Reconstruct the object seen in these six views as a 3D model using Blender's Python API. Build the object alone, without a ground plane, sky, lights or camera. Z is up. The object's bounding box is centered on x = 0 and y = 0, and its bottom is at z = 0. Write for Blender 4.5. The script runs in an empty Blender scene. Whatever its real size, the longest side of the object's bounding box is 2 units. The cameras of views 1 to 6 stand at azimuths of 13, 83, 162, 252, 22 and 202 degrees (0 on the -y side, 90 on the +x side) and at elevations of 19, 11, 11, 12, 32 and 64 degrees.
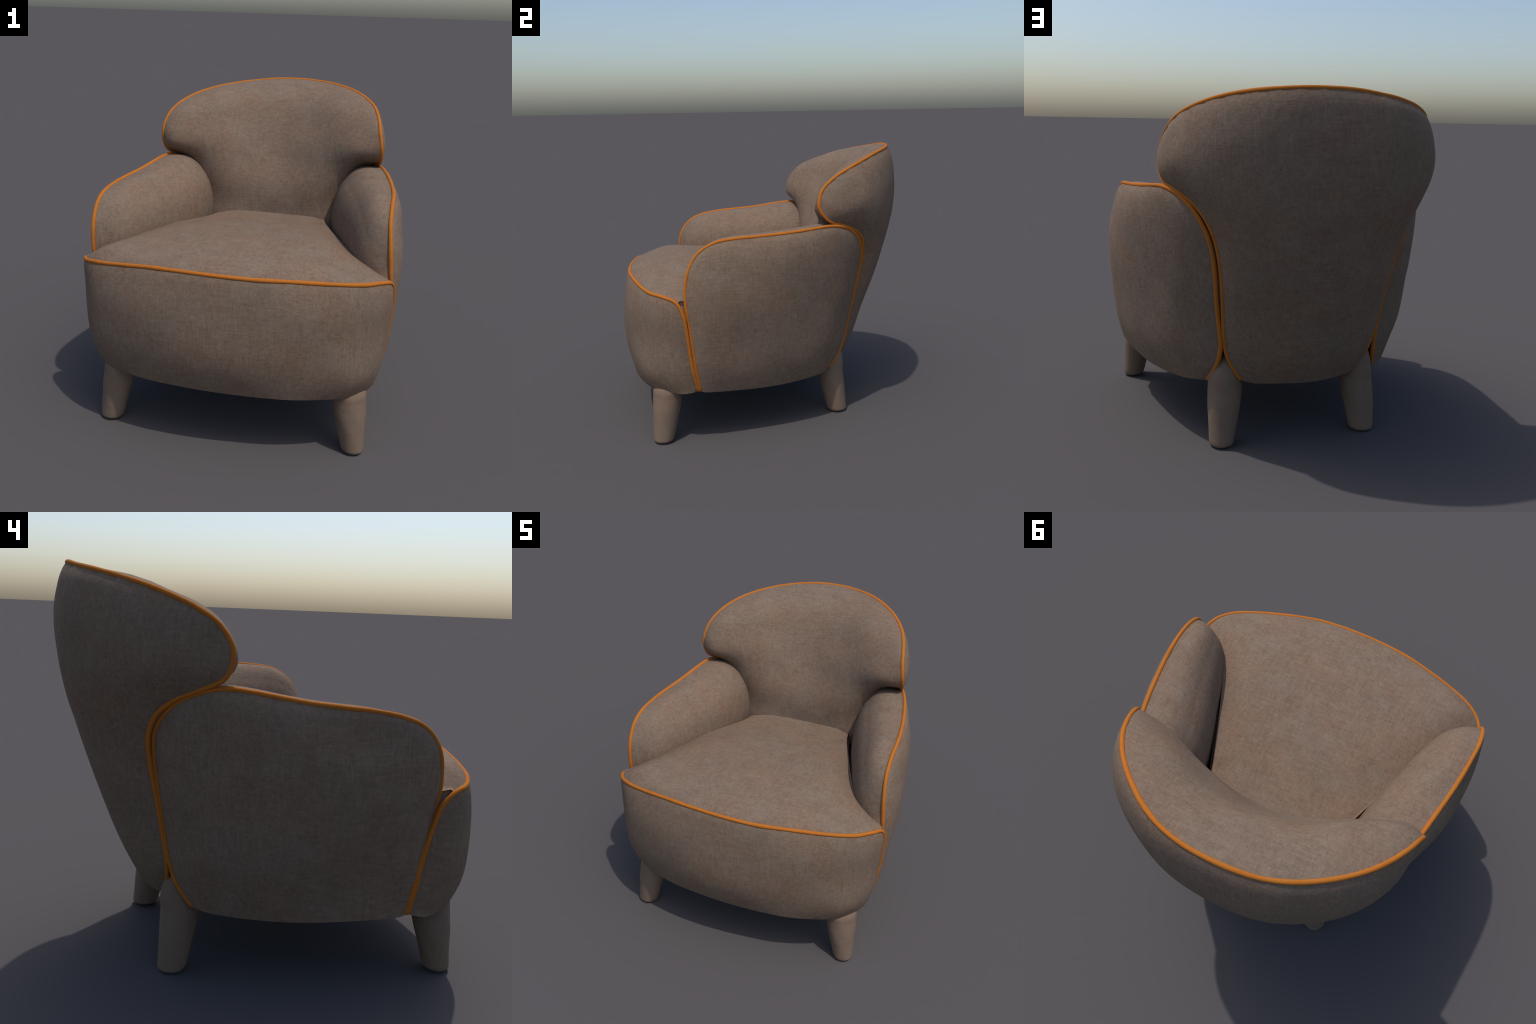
"""Upholstered lounge armchair: puffy back with wings, two padded arms, domed seat,
bulging apron, four fabric legs and orange piping along every seam."""
import bpy, math
import numpy as np

# ------------------------------------------------------------------ seam lines
# control points of the piping, metres; each is a smooth spline through them
BACK_SEAM = [(0.322, 0.534, 0.366), (0.393, 0.546, 0.493), (0.419, 0.564, 0.603), (0.429, 0.586, 0.715), (0.438, 0.610, 0.826), (0.450, 0.634, 0.938), (0.466, 0.655, 1.049), (0.495, 0.664, 1.159), (0.543, 0.646, 1.260), (0.601, 0.585, 1.336), (0.656, 0.494, 1.379), (0.697, 0.394, 1.413), (0.705, 0.327, 1.500), (0.688, 0.347, 1.608), (0.666, 0.428, 1.685), (0.632, 0.523, 1.738), (0.578, 0.616, 1.777), (0.507, 0.700, 1.808), (0.424, 0.775, 1.831), (0.332, 0.841, 1.846), (0.230, 0.891, 1.856), (0.119, 0.921, 1.862), (0.006, 0.932, 1.862), (-0.109, 0.930, 1.857), (-0.221, 0.913, 1.845), (-0.328, 0.875, 1.830), (-0.426, 0.820, 1.813), (-0.516, 0.752, 1.792), (-0.595, 0.674, 1.765), (-0.659, 0.586, 1.730), (-0.708, 0.493, 1.686), (-0.741, 0.404, 1.622), (-0.755, 0.351, 1.524), (-0.740, 0.375, 1.418), (-0.690, 0.462, 1.365), (-0.638, 0.553, 1.320), (-0.585, 0.624, 1.248), (-0.536, 0.647, 1.149), (-0.502, 0.633, 1.041), (-0.479, 0.610, 0.931), (-0.463, 0.588, 0.820), (-0.450, 0.566, 0.708), (-0.433, 0.546, 0.597), (-0.401, 0.532, 0.488), (-0.328, 0.528, 0.364)]
ARM_SEAM_R = [(0.822, -0.473, 0.362), (0.852, -0.496, 0.513), (0.865, -0.509, 0.640), (0.869, -0.525, 0.767), (0.867, -0.542, 0.895), (0.858, -0.546, 1.022), (0.845, -0.525, 1.148), (0.832, -0.462, 1.258), (0.828, -0.353, 1.323), (0.826, -0.227, 1.344), (0.816, -0.099, 1.350), (0.799, 0.028, 1.356), (0.777, 0.154, 1.364), (0.748, 0.278, 1.374), (0.708, 0.400, 1.381), (0.653, 0.513, 1.359), (0.591, 0.601, 1.291), (0.534, 0.644, 1.186), (0.497, 0.640, 1.064), (0.478, 0.619, 0.939), (0.466, 0.595, 0.814), (0.450, 0.573, 0.688), (0.434, 0.552, 0.563), (0.448, 0.507, 0.445), (0.482, 0.433, 0.346)]
ARM_SEAM_L = [(-0.797, -0.487, 0.358), (-0.821, -0.506, 0.508), (-0.832, -0.522, 0.633), (-0.836, -0.546, 0.757), (-0.840, -0.570, 0.881), (-0.845, -0.578, 1.006), (-0.850, -0.553, 1.130), (-0.858, -0.475, 1.226), (-0.859, -0.360, 1.274), (-0.846, -0.236, 1.297), (-0.828, -0.112, 1.309), (-0.805, 0.011, 1.321), (-0.779, 0.133, 1.339), (-0.753, 0.254, 1.360), (-0.720, 0.375, 1.371), (-0.669, 0.486, 1.342), (-0.605, 0.572, 1.277), (-0.543, 0.618, 1.179), (-0.503, 0.615, 1.060), (-0.480, 0.596, 0.938), (-0.464, 0.576, 0.815), (-0.450, 0.554, 0.691), (-0.443, 0.533, 0.567), (-0.452, 0.495, 0.449), (-0.479, 0.429, 0.344)]
SEAT_SEAM = [(0.822, -0.487, 0.362), (0.851, -0.512, 0.497), (0.862, -0.526, 0.593), (0.872, -0.536, 0.689), (0.881, -0.547, 0.786), (0.885, -0.563, 0.882), (0.874, -0.607, 0.966), (0.833, -0.688, 0.997), (0.764, -0.755, 1.003), (0.678, -0.800, 1.008), (0.587, -0.834, 1.013), (0.494, -0.862, 1.018), (0.400, -0.888, 1.023), (0.305, -0.910, 1.025), (0.209, -0.925, 1.025), (0.112, -0.932, 1.026), (0.015, -0.933, 1.026), (-0.083, -0.929, 1.026), (-0.180, -0.921, 1.025), (-0.276, -0.909, 1.022), (-0.372, -0.891, 1.017), (-0.466, -0.870, 1.007), (-0.560, -0.846, 0.996), (-0.652, -0.818, 0.984), (-0.741, -0.780, 0.972), (-0.818, -0.723, 0.956), (-0.862, -0.643, 0.939), (-0.862, -0.583, 0.877), (-0.850, -0.558, 0.785), (-0.840, -0.540, 0.689), (-0.830, -0.526, 0.593), (-0.821, -0.516, 0.497), (-0.797, -0.500, 0.358)]
PIPE = 0.0118


# ------------------------------------------------------------------ maths
def arr(p):
    return np.array(p, float)


def spline(pts, n, a=0.0, b=1.0):
    """n points evenly spaced (by arc length) on the stretch a..b of a smooth curve"""
    P = arr(pts)
    Q = np.vstack([2 * P[0] - P[1], P, 2 * P[-1] - P[-2]])
    out = []
    for i in range(1, len(Q) - 2):
        p0, p1, p2, p3 = Q[i - 1:i + 3]
        t = np.linspace(0, 1, 24, endpoint=False)[:, None]
        out.append(0.5 * (2 * p1 + (p2 - p0) * t + (2 * p0 - 5 * p1 + 4 * p2 - p3) * t ** 2 + (3 * p1 - p0 - 3 * p2 + p3) * t ** 3))
    D = np.vstack(out + [P[-1:]])
    s = np.r_[0, np.cumsum(np.linalg.norm(np.diff(D, axis=0), axis=1))]
    s /= s[-1]
    q = np.linspace(a, b, n)
    return np.stack([np.interp(q, s, D[:, k]) for k in range(D.shape[1])], 1)


def rbf(P, v, ridge=1e-5):
    """smooth surface v = f(p) through scattered points of the plane"""
    P, v = arr(P), arr(v)
    n = len(P)
    K = np.linalg.norm(P[:, None] - P[None], axis=2) ** 3 + ridge * np.eye(n)
    L = np.c_[np.ones(n), P]
    A = np.block([[K, L], [L.T, np.zeros((3, 3))]])
    w = np.linalg.solve(A, np.r_[v, 0, 0, 0])

    def f(q):
        q = arr(q)
        sh = q.shape[:-1]
        q = q.reshape(-1, 2)
        return (np.linalg.norm(q[:, None] - P[None], axis=2) ** 3 @ w[:n] + w[n] + q @ w[n + 1:]).reshape(sh)
    return f


def coons(bottom, top, left, right):
    """grid [row, column] between four border lines"""
    nu, nv = len(bottom), len(left)
    u = np.linspace(0, 1, nu)[None, :, None]
    v = np.linspace(0, 1, nv)[:, None, None]
    return ((1 - v) * bottom[None] + v * top[None] + (1 - u) * left[:, None] + u * right[:, None]
            - ((1 - u) * (1 - v) * bottom[0] + u * (1 - v) * bottom[-1] + (1 - u) * v * top[0] + u * v * top[-1]))


def relax(G, times):
    """even out a planar grid inside its border"""
    G = G.copy()
    for _ in range(times):
        G[1:-1, 1:-1] = (G[2:, 1:-1] + G[:-2, 1:-1] + G[1:-1, 2:] + G[1:-1, :-2]) / 4
    return G


def edge_distance(P, E):
    sh = P.shape[:-1]
    P = P.reshape(-1, 1, 3)
    out = np.concatenate([np.linalg.norm(P[i:i + 500] - E[None], axis=2).min(1) for i in range(0, len(P), 500)])
    return out.reshape(sh)


def puff(d, h, w):
    return h * np.sqrt(np.clip(1 - (1 - np.clip(d / w, 0, 1)) ** 2, 0, 1))


# ------------------------------------------------------------------ meshes
class Shell:
    """collects grids into one mesh; vertices that coincide are welded"""

    def __init__(self):
        self.v, self.f = [], []

    def grid(self, G, flip=False):
        nv, nu = G.shape[:2]
        o = len(self.v)
        self.v += [tuple(p) for p in G.reshape(-1, 3)]
        for j in range(nv - 1):
            for i in range(nu - 1):
                q = (o + j * nu + i, o + j * nu + i + 1, o + (j + 1) * nu + i + 1, o + (j + 1) * nu + i)
                self.f.append(q[::-1] if flip else q)
        return self

    def object(self, name, material, parent, weld=1e-4, subdiv=0):
        me = bpy.data.meshes.new(name)
        me.from_pydata(self.v, [], self.f)
        import bmesh
        bm = bmesh.new()
        bm.from_mesh(me)
        bmesh.ops.remove_doubles(bm, verts=bm.verts, dist=weld)
        bmesh.ops.dissolve_degenerate(bm, edges=bm.edges, dist=1e-5)
        for f in bm.faces:
            f.smooth = True
        bm.to_mesh(me)
        bm.free()
        me.materials.append(material)
        ob = bpy.data.objects.new(name, me)
        bpy.context.collection.objects.link(ob)
        ob.parent = parent
        if subdiv:
            m = ob.modifiers.new("smooth", "SUBSURF")
            m.levels = m.render_levels = subdiv
        return ob


def tube(name, path, radius, material, parent, rng):
    """round cord along a path, slightly uneven, with closed ends"""
    P = arr(path)
    n, k = len(P), 12
    T = np.gradient(P, axis=0)
    T /= np.linalg.norm(T, axis=1, keepdims=True)
    N = np.cross(T[0], [0.3, 0.2, 0.9])
    N /= np.linalg.norm(N)
    wob = np.convolve(rng.normal(size=n + 8), np.ones(9) / 9, "valid") * 0.11
    rings = []
    for i in range(n):
        N = N - T[i] * (N @ T[i])
        N /= np.linalg.norm(N)
        B = np.cross(T[i], N)
        a = np.linspace(0, 2 * math.pi, k + 1)
        r = radius * (1 + wob[i])
        if i in (0, n - 1):
            r *= 0.6
        rings.append(P[i] + r * (np.cos(a)[:, None] * N + np.sin(a)[:, None] * B))
    G = np.stack(rings)
    caps = [np.repeat(P[:1] - T[0] * radius * .5, k + 1, 0)[None], np.repeat(P[-1:] + T[-1] * radius * .5, k + 1, 0)[None]]
    G = np.concatenate([caps[0], G, caps[1]])
    return Shell().grid(G, flip=True).object(name, material, parent)


# ------------------------------------------------------------------ materials
def fabric(name, base, spread, weave=0.0, blotch=1.0):
    m = bpy.data.materials.new(name)
    m.use_nodes = True
    N, L = m.node_tree.nodes, m.node_tree.links
    b = N["Principled BSDF"]
    b.inputs["Roughness"].default_value = 0.9
    b.inputs["Specular IOR Level"].default_value = 0.12
    tc = N.new("ShaderNodeTexCoord")

    def noise(scale, stretch=(1, 1, 1), detail=4, rough=.55):
        mp = N.new("ShaderNodeMapping")
        mp.inputs["Scale"].default_value = stretch
        L.new(tc.outputs["Object"], mp.inputs["Vector"])
        t = N.new("ShaderNodeTexNoise")
        t.inputs["Scale"].default_value = scale
        t.inputs["Detail"].default_value = detail
        t.inputs["Roughness"].default_value = rough
        L.new(mp.outputs["Vector"], t.inputs["Vector"])
        return t.outputs["Fac"]

    def math_(op, a, c, clamp=False):
        t = N.new("ShaderNodeMath")
        t.operation = op
        t.use_clamp = clamp
        for s, x in zip(t.inputs, (a, c)):
            if isinstance(x, (int, float)):
                s.default_value = x
            else:
                L.new(x, s)
        return t.outputs[0]

    def centred(x, k):
        return math_("MULTIPLY", math_("SUBTRACT", x, .5), k)

    soft = noise(9, detail=3)
    mid = noise(38, detail=3)
    fine = noise(150, detail=2)
    total = math_("ADD", math_("ADD", centred(soft, 0.9 * blotch), centred(mid, 0.9 * blotch)), centred(fine, 0.5))
    height = math_("ADD", centred(mid, .5), centred(fine, .6))
    if weave:
        # slubs of the linen: short streaks along warp and weft
        wx = noise(60, (0.16, 1.6, 1.6), 2)
        wy = noise(60, (1.6, 0.16, 1.6), 2)
        wz = noise(60, (1.6, 1.6, 0.16), 2)
        slub = math_("ADD", math_("ADD", centred(wx, weave), centred(wy, weave)), centred(wz, weave))
        total = math_("ADD", total, slub)
        height = math_("ADD", height, slub)
    fac = math_("ADD", math_("MULTIPLY", total, .9), .5, True)
    r = N.new("ShaderNodeValToRGB")
    e = r.color_ramp.elements
    e[0].position, e[1].position = 0.0, 1.0
    c = arr(base)
    e[0].color = (*(c * (1 - spread)), 1)
    e[1].color = (*np.clip(c * (1 + spread), 0, 1), 1)
    L.new(fac, r.inputs["Fac"])
    # slow drift between a warmer and a greyer dye
    hue = noise(4.5, detail=2)
    hr = N.new("ShaderNodeMapRange")
    hr.inputs["From Min"].default_value, hr.inputs["From Max"].default_value = .35, .65
    L.new(hue, hr.inputs["Value"])
    mx = N.new("ShaderNodeMix")
    mx.data_type, mx.blend_type = "RGBA", "MULTIPLY"
    mx.inputs["Factor"].default_value = 1.0
    tint = N.new("ShaderNodeMix")
    tint.data_type = "RGBA"
    tint.inputs["A"].default_value = (1.04, .985, .945, 1)
    tint.inputs["B"].default_value = (.97, 1.0, 1.01, 1)
    L.new(hr.outputs["Result"], tint.inputs["Factor"])
    L.new(r.outputs["Color"], mx.inputs["A"])
    L.new(tint.outputs["Result"], mx.inputs["B"])
    L.new(mx.outputs["Result"], b.inputs["Base Color"])
    bp = N.new("ShaderNodeBump")
    bp.inputs["Strength"].default_value = 0.25
    bp.inputs["Distance"].default_value = 0.004
    L.new(height, bp.inputs["Height"])
    L.new(bp.outputs["Normal"], b.inputs["Normal"])
    return m


TAUPE = fabric("taupe_linen", (0.185, 0.132, 0.096), 0.42, weave=.55, blotch=.45)  # base (legs too) darkened and warmed below lit cloth, toward shade on the sides
LEG_CLOTH = fabric("taupe_leg_linen", (0.185, 0.132, 0.096), 0.26, weave=.2, blotch=.4)
ORANGE = fabric("orange_piping_cord", (0.42, 0.138, 0.021), 0.22, blotch=.5)  # orange lowered and reddened overall, part way to the cords' shadowed rust tone
LINING = fabric("dark_lining", (0.06, 0.05, 0.045), 0.2)

# ------------------------------------------------------------------ the chair
rng = np.random.default_rng(7)
chair = bpy.data.objects.new("armchair", None)
bpy.context.collection.objects.link(chair)
chair["label"] = "taupe linen lounge armchair with orange piping and wing back"
chair["category"] = "armchair"


def mirrored(pts, shift=0.0):
    return [(-x + shift, y, z) for x, y, z in pts]


# ---- outer back: radius around an upright axis as a smooth function of angle and height
def outer_back():
    cy, R = 0.25, 0.62
    seam = spline(BACK_SEAM, 400)
    a = 0.262                                    # where the wing tip sits along the seam
    nu, nv = 72, 56
    right, left = spline(BACK_SEAM, nv, 0, a), spline(BACK_SEAM, nv, 1, 1 - a)
    top = spline(BACK_SEAM, nu, a, 1 - a)
    bottom = spline([(0.322, 0.534, 0.366), (0.24, .565, .352), (0.12, .585, .348), (0, .59, .342), (-.12, .585, .344), (-.24, .56, .352), (-0.328, 0.528, 0.364)], nu)
    prof = [(0, .62, .38), (0, .668, .47), (0, .742, .64), (0, .793, .78), (0, .844, .93), (0, .898, 1.10), (0, .953, 1.28), (0, .981, 1.43), (0, .996, 1.56), (0, .995, 1.68), (0, .975, 1.78)]
    side = [(.718, .45, 1.50), (.700, .56, 1.5), (.648, .66, 1.5), (.55, .775, 1.5), (.415, .87, 1.5), (.25, .95, 1.5),
            (.690, .52, 1.62), (.612, .68, 1.66), (.415, .85, 1.72), (.24, .94, 1.74),
            (.672, .52, 1.40), (.628, .59, 1.36), (.552, .705, 1.3), (.40, .845, 1.3), (.22, .925, 1.3),
            (.445, .745, 1.1), (.30, .835, 1.1), (.15, .89, 1.1),
            (.41, .70, .9), (.30, .770, .9), (.16, .82, .9),
            (.385, .635, .68), (.28, .695, .68), (.15, .735, .68), (.36, .588, .5), (.25, .645, .5), (.12, .675, .5)]
    other = []
    for x, y, z in side:
        k = 1 + .035 * np.clip((z - 1.15) / .2, 0, 1) * np.clip((.76 - x) / .2, 0, 1) * np.clip(x / .3, 0, 1) - .012 * np.clip((1.25 - z) / .15, 0, 1) * np.clip((x - .2) / .15, 0, 1) * np.clip((z - .5) / .15, 0, 1)
        other.append((-x * k - (.022 if z > 1.35 else .012), cy + (y - cy) * k, z))
    pts = arr(prof + side + other)

    def polar(p):
        return np.stack([np.arctan2(p[..., 0], p[..., 1] - cy) * R, p[..., 2]], -1)
    edge = np.vstack([seam[::5], bottom[2:-2:5]])
    rad = lambda p: np.hypot(p[:, 0], p[:, 1] - cy)
    rim = lambda p: puff(edge_distance(p, seam), .008 + .014 * np.clip((p[..., 2] - 1.15) / .25, 0, 1), .09)
    alle = np.vstack([edge, pts])
    f = rbf(polar(alle), np.r_[rad(edge), rad(pts) - rim(pts)], 1e-4)
    G = relax(coons(*[polar(x) for x in (bottom, top, right, left)]), 200)
    r = f(G)
    th = G[..., 0] / R
    P = np.stack([r * np.sin(th), cy + r * np.cos(th), G[..., 1]], -1)
    P[0], P[-1], P[:, 0], P[:, -1] = bottom, top, right, left
    h = rim(P)
    P[..., 0] += h * np.sin(th)
    P[..., 1] += h * np.cos(th)
    return P, bottom


# ---- inner back cushion: depth y over the x-z plane
def inner_back():
    a = 0.262
    t0 = 0.222                                   # wing meets the arm here
    nu, nv = 72, 56
    seam = spline(BACK_SEAM, 500, t0 - .02, 1 - t0 + .02)
    lowR = [(.44, .40, .92), (.47, .43, 1.02), (.52, .46, 1.15), (.60, .47, 1.28), (.665, .46, 1.37)]
    lowL = [(-.45, .40, .92), (-.48, .43, 1.02), (-.53, .46, 1.15), (-.62, .48, 1.27), (-.69, .455, 1.37)]
    right = spline(lowR + [tuple(p) for p in spline(BACK_SEAM, 5, t0, a)], nv)
    left = spline(lowL + [tuple(p) for p in spline(BACK_SEAM, 5, 1 - t0, 1 - a)], nv)
    top = spline(BACK_SEAM, nu, a, 1 - a)
    bottom = spline([(.44, .40, .92), (.3, .385, .92), (0, .37, .92), (-.3, .36, .92), (-.45, .40, .92)], nu)
    mid = [(0, .372, 1.0), (0, .370, 1.08), (0, .382, 1.17), (0, .42, 1.28), (0, .47, 1.38), (0, .527, 1.5), (0, .568, 1.6), (0, .626, 1.70), (0, .715, 1.79), (0, .815, 1.84)]
    half = [(.15, .488, 1.5), (.30, .432, 1.5), (.46, .362, 1.5), (.57, .326, 1.5), (.66, .312, 1.5),
            (.15, .43, 1.35), (.30, .392, 1.35), (.43, .375, 1.38), (.54, .345, 1.42), (.63, .325, 1.42), (.69, .36, 1.415),
            (.52, .40, 1.33), (.60, .40, 1.345), (.42, .385, 1.25), (.46, .41, 1.15), (.42, .40, 1.08), (.25, .368, 1.2), (.38, .37, 1.0), (.2, .368, 1.05),
            (.66, .345, 1.58), (.55, .385, 1.62), (.40, .462, 1.64), (.2, .55, 1.62), (.60, .425, 1.69), (.45, .51, 1.72), (.25, .60, 1.72), (.42, .595, 1.78), (.22, .695, 1.79)]
    pts = arr(mid + half + mirrored(half, -.03))
    xz = lambda p: p[..., [0, 2]]
    edge = np.vstack([seam[::4], bottom[2:-2:5], lowR[1:], lowL[1:]])
    pf = lambda p: puff(edge_distance(p, seam), .03, .10)
    f = rbf(xz(np.vstack([edge, pts])), np.r_[edge[:, 1], pts[:, 1] + pf(pts)], 3e-4)
    G = relax(coons(*[xz(x) for x in (bottom, top, right, left)]), 150)
    y = f(G)
    P = np.stack([G[..., 0], y, G[..., 1]], -1)
    P[0], P[-1], P[:, 0], P[:, -1] = bottom, top, right, left
    h = pf(P)
    # lean of the puff: forward, and upward along the top edge
    up = np.clip((P[..., 2] - 1.55) / .25, 0, 1)
    P[..., 1] -= h * (1 - .6 * up)
    P[..., 2] += h * .55 * up
    return P, bottom


OB, ob_bottom = outer_back()
IB, ib_bottom = inner_back()
s = Shell()
s.grid(OB, flip=True)
s.grid(IB, flip=False)
# closed underneath
s.grid(np.stack([ob_bottom, ib_bottom - [0, 0, .3]]), flip=False)
s.grid(np.stack([ib_bottom - [0, 0, .3], ib_bottom]), flip=False)
back = s.object("backrest", TAUPE, chair)


# ---- arms
def arm(seam, sign):
    n = 64
    S = spline(seam, 500)
    # outer panel over the y-z plane
    c0, c1 = .295, .66
    nu, nv = 64, 48
    front, rear = spline(seam, nv, 0, c0), spline(seam, nv, 1, c1)
    top = spline(seam, nu, c0, c1)
    bot = [(.808, -.42, .352), (.765, -.2, .338), (.718, 0, .332), (.655, .18, .334), (.575, .345, .342)]
    bottom = spline([tuple(S[0])] + [(sign * (x - (.014 if sign < 0 else 0)), y, z) for x, y, z in bot] + [tuple(S[-1])], nu)
    inner = [(.876, -.42, .56), (.856, -.40, .46), (.826, -.2, .46), (.784, .0, .46), (.728, .18, .46), (.640, .35, .46),
             (.893, -.42, .72), (.856, -.2, .65), (.820, .02, .65), (.757, .2, .65), (.680, .36, .65), (.555, .50, .62),
             (.907, -.42, .9), (.897, -.2, .9), (.854, .02, .9), (.792, .2, .9), (.711, .36, .9), (.612, .52, .9),
             (.902, -.40, 1.1), (.896, -.2, 1.1), (.868, .02, 1.12), (.812, .2, 1.12), (.742, .37, 1.12), (.645, .52, 1.1),
             (.876, -.3, 1.24), (.870, -.1, 1.26), (.842, .1, 1.26), (.778, .3, 1.27), (.70, .46, 1.25)]
    pts = arr([(sign * x, y, z) for x, y, z in inner])
    if sign < 0:
        pts[:, 0] += .028 * np.clip((1.0 - pts[:, 2]) / .2, 0, 1) * np.clip((.1 - pts[:, 1]) / .4, 0, 1)
        pts[:, 0] += np.clip((pts[:, 2] - 1.15) / .1, 0, 1) * (.022 * np.clip((.2 - pts[:, 1]) / .3, 0, 1) - .018 * np.clip((-.12 - pts[:, 1]) / .12, 0, 1))
        pts[:, 0] += .018 * np.clip((.62 - pts[:, 2]) / .1, 0, 1)
        pts[:, 2] -= .04 * np.clip((pts[:, 2] - .9) / .3, 0, 1) * np.clip((.2 - pts[:, 1]) / .4, 0, 1)
    yz = lambda p: p[..., 1:]
    edge = np.vstack([S[::6], bottom[2:-2:5]])
    pf = lambda p: puff(edge_distance(p, S), .020, .07)
    f = rbf(yz(np.vstack([edge, pts])), np.r_[sign * edge[:, 0], sign * pts[:, 0] - pf(pts)], 3e-4)
    G = relax(coons(*[yz(x) for x in (bottom, top, front, rear)]), 150)
    x = sign * (f(G))
    P = np.concatenate([x[..., None], G], -1)
    P[0], P[-1], P[:, 0], P[:, -1] = bottom, top, front, rear
    P[..., 0] += sign * pf(P)
    # inner pad: quarter-round sections from the seam down to the seat
    m = 110
    A = spline(seam, m, .172, .70)
    ridge = [(.842, -.560, .875), (.825, -.565, .93), (.765, -.540, .97), (.695, -.495, .98), (.640, -.415, .985), (.567, -.235, .985), (.522, -.09, .985), (.479, .04, .985), (.432, .22, .985), (.405, .42, .985), (.41, .55, .985)]
    dy = 0 if sign > 0 else -.012
    Q = spline([(sign * (x_ + .004), y + dy, z) for x_, y, z in ridge], m)
    # spread the inner line so that its sections stay square to the arm
    k = 40
    th = np.linspace(0, math.pi / 2, k)[:, None, None]
    a_, b_ = np.sin(th) ** .80, np.cos(th) ** .72
    D = Q - A
    I = np.empty((k, m, 3))
    I[..., :2] = A[None, :, :2] + D[None, :, :2] * a_
    I[..., 2:] = Q[None, :, 2:] + (A - Q)[None, :, 2:] * b_
    # crown: the pad rises a little over the cord
    rise = np.clip((A[:, 2] - 1.1) / .15, 0, 1)[None, :]
    I[..., 2] += .016 * rise * np.sin(np.clip(th[..., 0] / .75, 0, 1) * math.pi)
    return P, I, bottom


def build_arm(seam, sign):
    P, I, bottom = arm(seam, sign)
    s = Shell()
    s.grid(P, flip=sign < 0)
    s.grid(I, flip=sign > 0)
    # hidden inner wall down to the underside
    drop = [I[-1]]
    for z, out in ((.93, .002), (.86, .012), (.75, .025), (.40, .03)):
        q = I[-1].copy()
        q[:, 2] = np.minimum(z, q[:, 2])
        q[:, 0] += sign * out * np.clip((-.2 - q[:, 1]) / -.2, 0, 1)
        w = np.clip((-.25 - I[-1][:, 1]) / .2, 0, 1)
        q[:, 1] += w * 8 * out - 5 * out * np.clip((I[-1][:, 1] - .25) / .25, 0, 1)
        q[:, 0] -= sign * w * 4 * out
        drop.append(q)
    low = drop[-1]
    s.grid(np.stack(drop), flip=sign > 0)
    under = np.stack([low[np.linspace(0, len(low) - 1, len(bottom)).astype(int)], bottom])
    s.grid(under, flip=sign > 0)
    # recessed strips that close the gap behind the twin cords, front and rear
    own = spline(seam, 60, .895, .585)
    other = spline(BACK_SEAM, 60, *((.045, .20) if sign > 0 else (.955, .80)))
    e = arr([-sign * .012, -.012, -.004])
    s.grid(np.stack([own + e * .3, (own + other) / 2 + e, other + e * .3]), flip=sign > 0)
    own = spline(seam, 60, .02, .185)
    other = spline(SEAT_SEAM, 60, *((.02, .19) if sign > 0 else (.98, .81)))
    e = arr([-sign * .012, .004, 0])
    s.grid(np.stack([own + e * .3, (own + other) / 2 + e, other + e * .3]), flip=sign < 0)
    return s.object("armrest", TAUPE, chair)


arm_r = build_arm(ARM_SEAM_R, 1)
arm_l = build_arm(ARM_SEAM_L, -1)


# ---- seat: height z over the x-y plane
def seat():
    nu, nv = 72, 60
    a, b = .193, .806
    front = spline(SEAT_SEAM, nu, a, b)
    edgeR = [tuple(front[0]), (.835, -.530, .945), (.745, -.485, .99), (.645, -.40, 1.012), (.555, -.2, 1.015), (.49, -.03, 1.01), (.40, .22, 1.0), (.375, .33, .995)]
    edgeL = [tuple(front[-1]), (-.825, -.550, .915), (-.745, -.505, .965), (-.655, -.41, 1.0), (-.57, -.2, 1.005), (-.505, -.03, 1.0), (-.40, .22, .98), (-.36, .33, .98)]
    right, left = spline(edgeR, nv), spline(edgeL, nv)
    rear = spline([(.375, .33, .995), (.22, .385, 1.0), (0, .385, 1.0), (-.22, .36, 1.0), (-.36, .33, .98)], nu)
    dome = [(0, -.82, 1.083), (0, -.65, 1.106), (0, -.5, 1.108), (0, -.35, 1.098), (0, -.15, 1.080), (0, .05, 1.060), (0, .2, 1.040), (0, .3, 1.025)]
    for x, y, z in [(.3, -.82, 1.077), (.28, -.65, 1.106), (.28, -.5, 1.110), (.27, -.3, 1.105), (.25, 0, 1.064), (.22, .2, 1.038),
                    (.55, -.73, 1.068), (.52, -.6, 1.084), (.48, -.42, 1.090), (.42, -.2, 1.083), (.36, 0, 1.058), (.31, .2, 1.034), (.70, -.66, 1.042)]:
        dome += [(x, y, z), (-x, y - .02 * (x > .5), z - .02 * min(1, x / .3) * (x < .6))]
    pts = arr(dome)
    rim = np.vstack([front[::4], right[2::4], left[2::4], rear[2:-2:5]])
    S = spline(SEAT_SEAM, 500, .2, .8)
    pf = lambda p: puff(edge_distance(p, S), .024, .08)
    xy = lambda p: p[..., :2]
    f = rbf(xy(np.vstack([rim, pts])), np.r_[rim[:, 2], pts[:, 2] - pf(pts)], 3e-4)
    G = relax(coons(*[xy(x) for x in (front, rear, right, left)]), 100)
    P = np.concatenate([G, f(G)[..., None]], -1)
    P[0], P[-1], P[:, 0], P[:, -1] = front, rear, right, left
    P[1:, :, 2] += pf(P)[1:]
    return P, P[:, 0], P[:, -1], P[-1]


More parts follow.
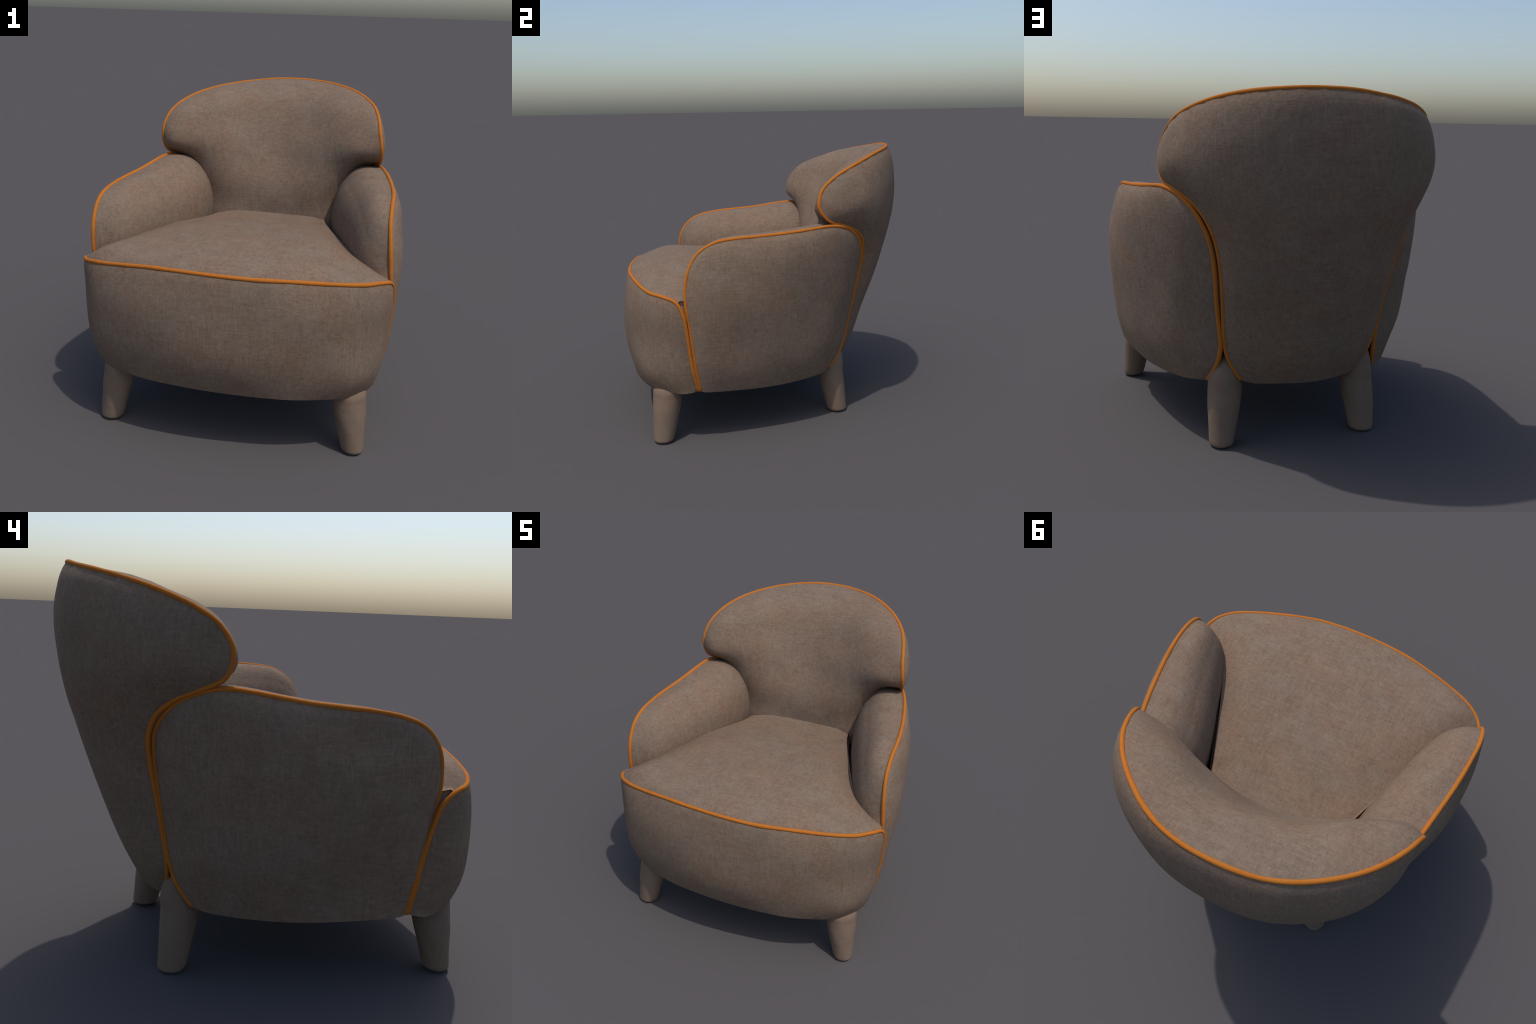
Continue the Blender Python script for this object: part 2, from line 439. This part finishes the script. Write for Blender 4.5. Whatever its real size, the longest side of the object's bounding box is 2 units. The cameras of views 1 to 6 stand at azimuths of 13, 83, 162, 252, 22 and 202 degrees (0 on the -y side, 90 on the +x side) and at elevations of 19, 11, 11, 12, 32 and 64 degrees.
# ---- apron: radius around an upright axis over angle and height
def apron():
    cy, R = -.25, .75
    nu, nv = 84, 44
    a, b = .232, .765
    S = spline(SEAT_SEAM, 500)
    right, left = spline(SEAT_SEAM, nv, 0, a), spline(SEAT_SEAM, nv, 1, b)
    top = spline(SEAT_SEAM, nu, a, b)
    bot = [(.812, -.575, .348), (.768, -.678, .350), (.697, -.764, .350), (.568, -.836, .358), (.4, -.888, .358), (.2, -.912, .358), (0, -.920, .358)]
    bottom = spline([tuple(S[0])] + bot + mirrored(bot)[::-1][1:] + [tuple(S[-1])], nu)
    mid = [(0, -.976, .86), (0, -.992, .74), (0, -.995, .64), (0, -.98, .5), (0, -.95, .4)]
    half = [(.880, -.625, .86), (.845, -.715, .86), (.765, -.80, .86), (.6, -.88, .86), (.4, -.94, .86), (.2, -.968, .86),
            (.875, -.610, .76), (.840, -.706, .76), (.762, -.798, .76), (.6, -.884, .76), (.4, -.947, .76), (.2, -.978, .76),
            (.868, -.600, .65), (.836, -.700, .65), (.758, -.800, .65), (.6, -.884, .65), (.4, -.947, .65), (.2, -.983, .65),
            (.846, -.590, .46), (.815, -.70, .46), (.741, -.803, .46), (.591, -.872, .46), (.4, -.922, .46), (.2, -.958, .46)]
    pts = arr(mid + half + mirrored(half))
    w = np.clip(-pts[:, 0] / .8, 0, 1)
    low = np.clip((.56 - pts[:, 2]) / .1, 0, 1) * np.clip((np.abs(pts[:, 0]) - .4) / .25, 0, 1)
    pts[:, :2] = (pts[:, :2] - [0, cy]) * (1 + np.where(pts[:, 0] > 0, .004, -.014) * low)[:, None] + [0, cy]
    pts[:, 1] -= .020 * w * np.clip((.92 - pts[:, 2]) / .15, 0, 1)
    pts[:, 0] += .012 * np.clip((-pts[:, 0] - .6) / .2, 0, 1) * np.clip((pts[:, 2] - .5) / .3, 0, 1)

    def polar(p):
        return np.stack([np.arctan2(p[..., 0], cy - p[..., 1]) * R, p[..., 2]], -1)
    rad = lambda p: np.hypot(p[..., 0], p[..., 1] - cy)
    edge = np.vstack([S[::6], bottom[2:-2:5]])
    pf = lambda p: puff(edge_distance(p, S), .012, .06)
    f = rbf(polar(np.vstack([edge, pts])), np.r_[rad(edge), rad(pts) - pf(pts)], 3e-4)
    G = relax(coons(*[polar(x) for x in (bottom, top, right, left)]), 150)
    r, t = f(G), G[..., 0] / R
    P = np.stack([r * np.sin(t), cy - r * np.cos(t), G[..., 1]], -1)
    P[0], P[-1], P[:, 0], P[:, -1] = bottom, top, right, left
    h = pf(P)
    P[..., 0] += h * np.sin(t)
    P[..., 1] -= h * np.cos(t)
    return P, bottom


SP, s_right, s_left, s_rear = seat()
s = Shell().grid(SP, flip=True)
for line, fl in ((s_right, False), (s_left, True), (s_rear, False)):
    # the cushion rolls over its hidden edges and drops into the gap
    c = arr([0, -.1, 0])
    drop = [line]
    for inset, dz in ((-.010, -.012), (-.018, -.04), (-.018, -.1), (.01, -.2)):
        q = line.copy()
        v = (c - line) * [1, 1, 0]
        if len(line) == len(s_right) and line is not s_rear:
            ramp = np.clip(np.arange(len(line)) / 9 - .6, -1, 1)[:, None]
        else:
            ramp = 1
        q += abs(inset) * -ramp * v / np.linalg.norm(v, axis=1, keepdims=True) + [0, 0, dz]
        drop.append(q)
    s.grid(np.stack(drop), flip=fl)
seat_ob = s.object("seat_cushion", TAUPE, chair)
AP, ap_bottom = apron()
s = Shell().grid(AP, flip=False)
inset = ap_bottom * [.9, .9, 1] + [0, 0, .012]
s.grid(np.stack([inset, ap_bottom]), flip=False)
apron_ob = s.object("front_apron", TAUPE, chair)

# ---- underside: a slack lining just inside the lower edges
ring = spline([(.70, -.72, .36), (.4, -.84, .36), (0, -.86, .36), (-.4, -.84, .36), (-.70, -.72, .36), (-.76, -.3, .375), (-.66, .12, .375), (-.46, .40, .375), (-.28, .52, .375), (0, .55, .35),
               (.28, .52, .375), (.46, .40, .375), (.66, .12, .375), (.76, -.3, .375), (.70, -.72, .36)], 97)
cen = arr([0, -.15, .34])
lin = np.stack([cen + (ring - cen) * [k, k, 1] * [1, 1, 1] + [0, 0, 0] for k in np.linspace(0, 1, 10)])
for j, k in enumerate(np.linspace(0, 1, 10)):
    lin[j, :, 2] = cen[2] + (ring[:, 2] - cen[2]) * k ** 2
thick = np.concatenate([lin, lin[::-1] + [0, 0, .02]])
under = Shell().grid(thick, flip=True).object("underside_lining", TAUPE, chair)


# ---- legs: tapered, splayed, fabric covered, with a soft rounded foot
def leg(top, foot, r_top, r_foot, head):
    """head: (height, x, y, radius) rings above the visible top, hidden in or flush with the cover"""
    top, foot = arr(top), arr(foot)
    path = [(x, y, z, r) for z, x, y, r in head]
    for t, k in ((0, 1.0), (.1, .95), (.25, .86), (.4, .68), (.6, .42), (.8, .17), (.9, .05), (.95, -.08), (.985, -.55)):
        c = top + (foot - top) * t
        path.append((*c, r_foot + (r_top - r_foot) * k))
    path += [(*foot, r_foot * .5), (*foot, .001)]
    pr = spline(path, 70)
    a = np.linspace(0, 2 * math.pi, 41)
    ph = rng.uniform(0, 6.28, 4)
    rows = []
    for x, y, z, r in pr:
        w = 1 + .018 * np.sin(2 * a + ph[0] + 9 * z) + .012 * np.sin(3 * a + ph[1] - 15 * z) + .008 * np.sin(5 * a + ph[2] + 33 * z)
        rows.append(np.stack([x + r * w * np.cos(a), y + r * w * np.sin(a), np.full(41, z)], 1))
    return Shell().grid(np.stack(rows), flip=True).object("leg", LEG_CLOTH, chair)


for sgn, fx, fy in ((1, .746, -.724), (-1, -.682, -.755)):
    tx, ty = fx - sgn * .045, fy + .037
    leg((tx, ty, .30), (fx, fy, 0), .094, .066, [(.44, tx - sgn * .04, ty + .05, .07), (.36, tx - sgn * .008, ty + .01, .094)])
for sgn, fx, fy in ((1, .418, .506), (-1, -.395, .508)):
    tx, ty = fx - sgn * .028, fy - .048
    leg((tx, ty, .30), (fx, fy, 0), .092, .068,
        [(.52, tx, ty + .005, .01), (.47, tx + sgn * .002, ty + .01, .055), (.43, tx + sgn * .002, ty + .012, .072), (.37, tx, ty + .006, .087)])

# ---- piping
tube("back_piping", spline(BACK_SEAM, 420), PIPE, ORANGE, back, rng)
tube("arm_piping", spline(ARM_SEAM_R, 280), PIPE, ORANGE, arm_r, rng)
tube("arm_piping", spline(ARM_SEAM_L, 280), PIPE, ORANGE, arm_l, rng)
tube("seat_piping", spline(SEAT_SEAM, 280), PIPE, ORANGE, seat_ob, rng)
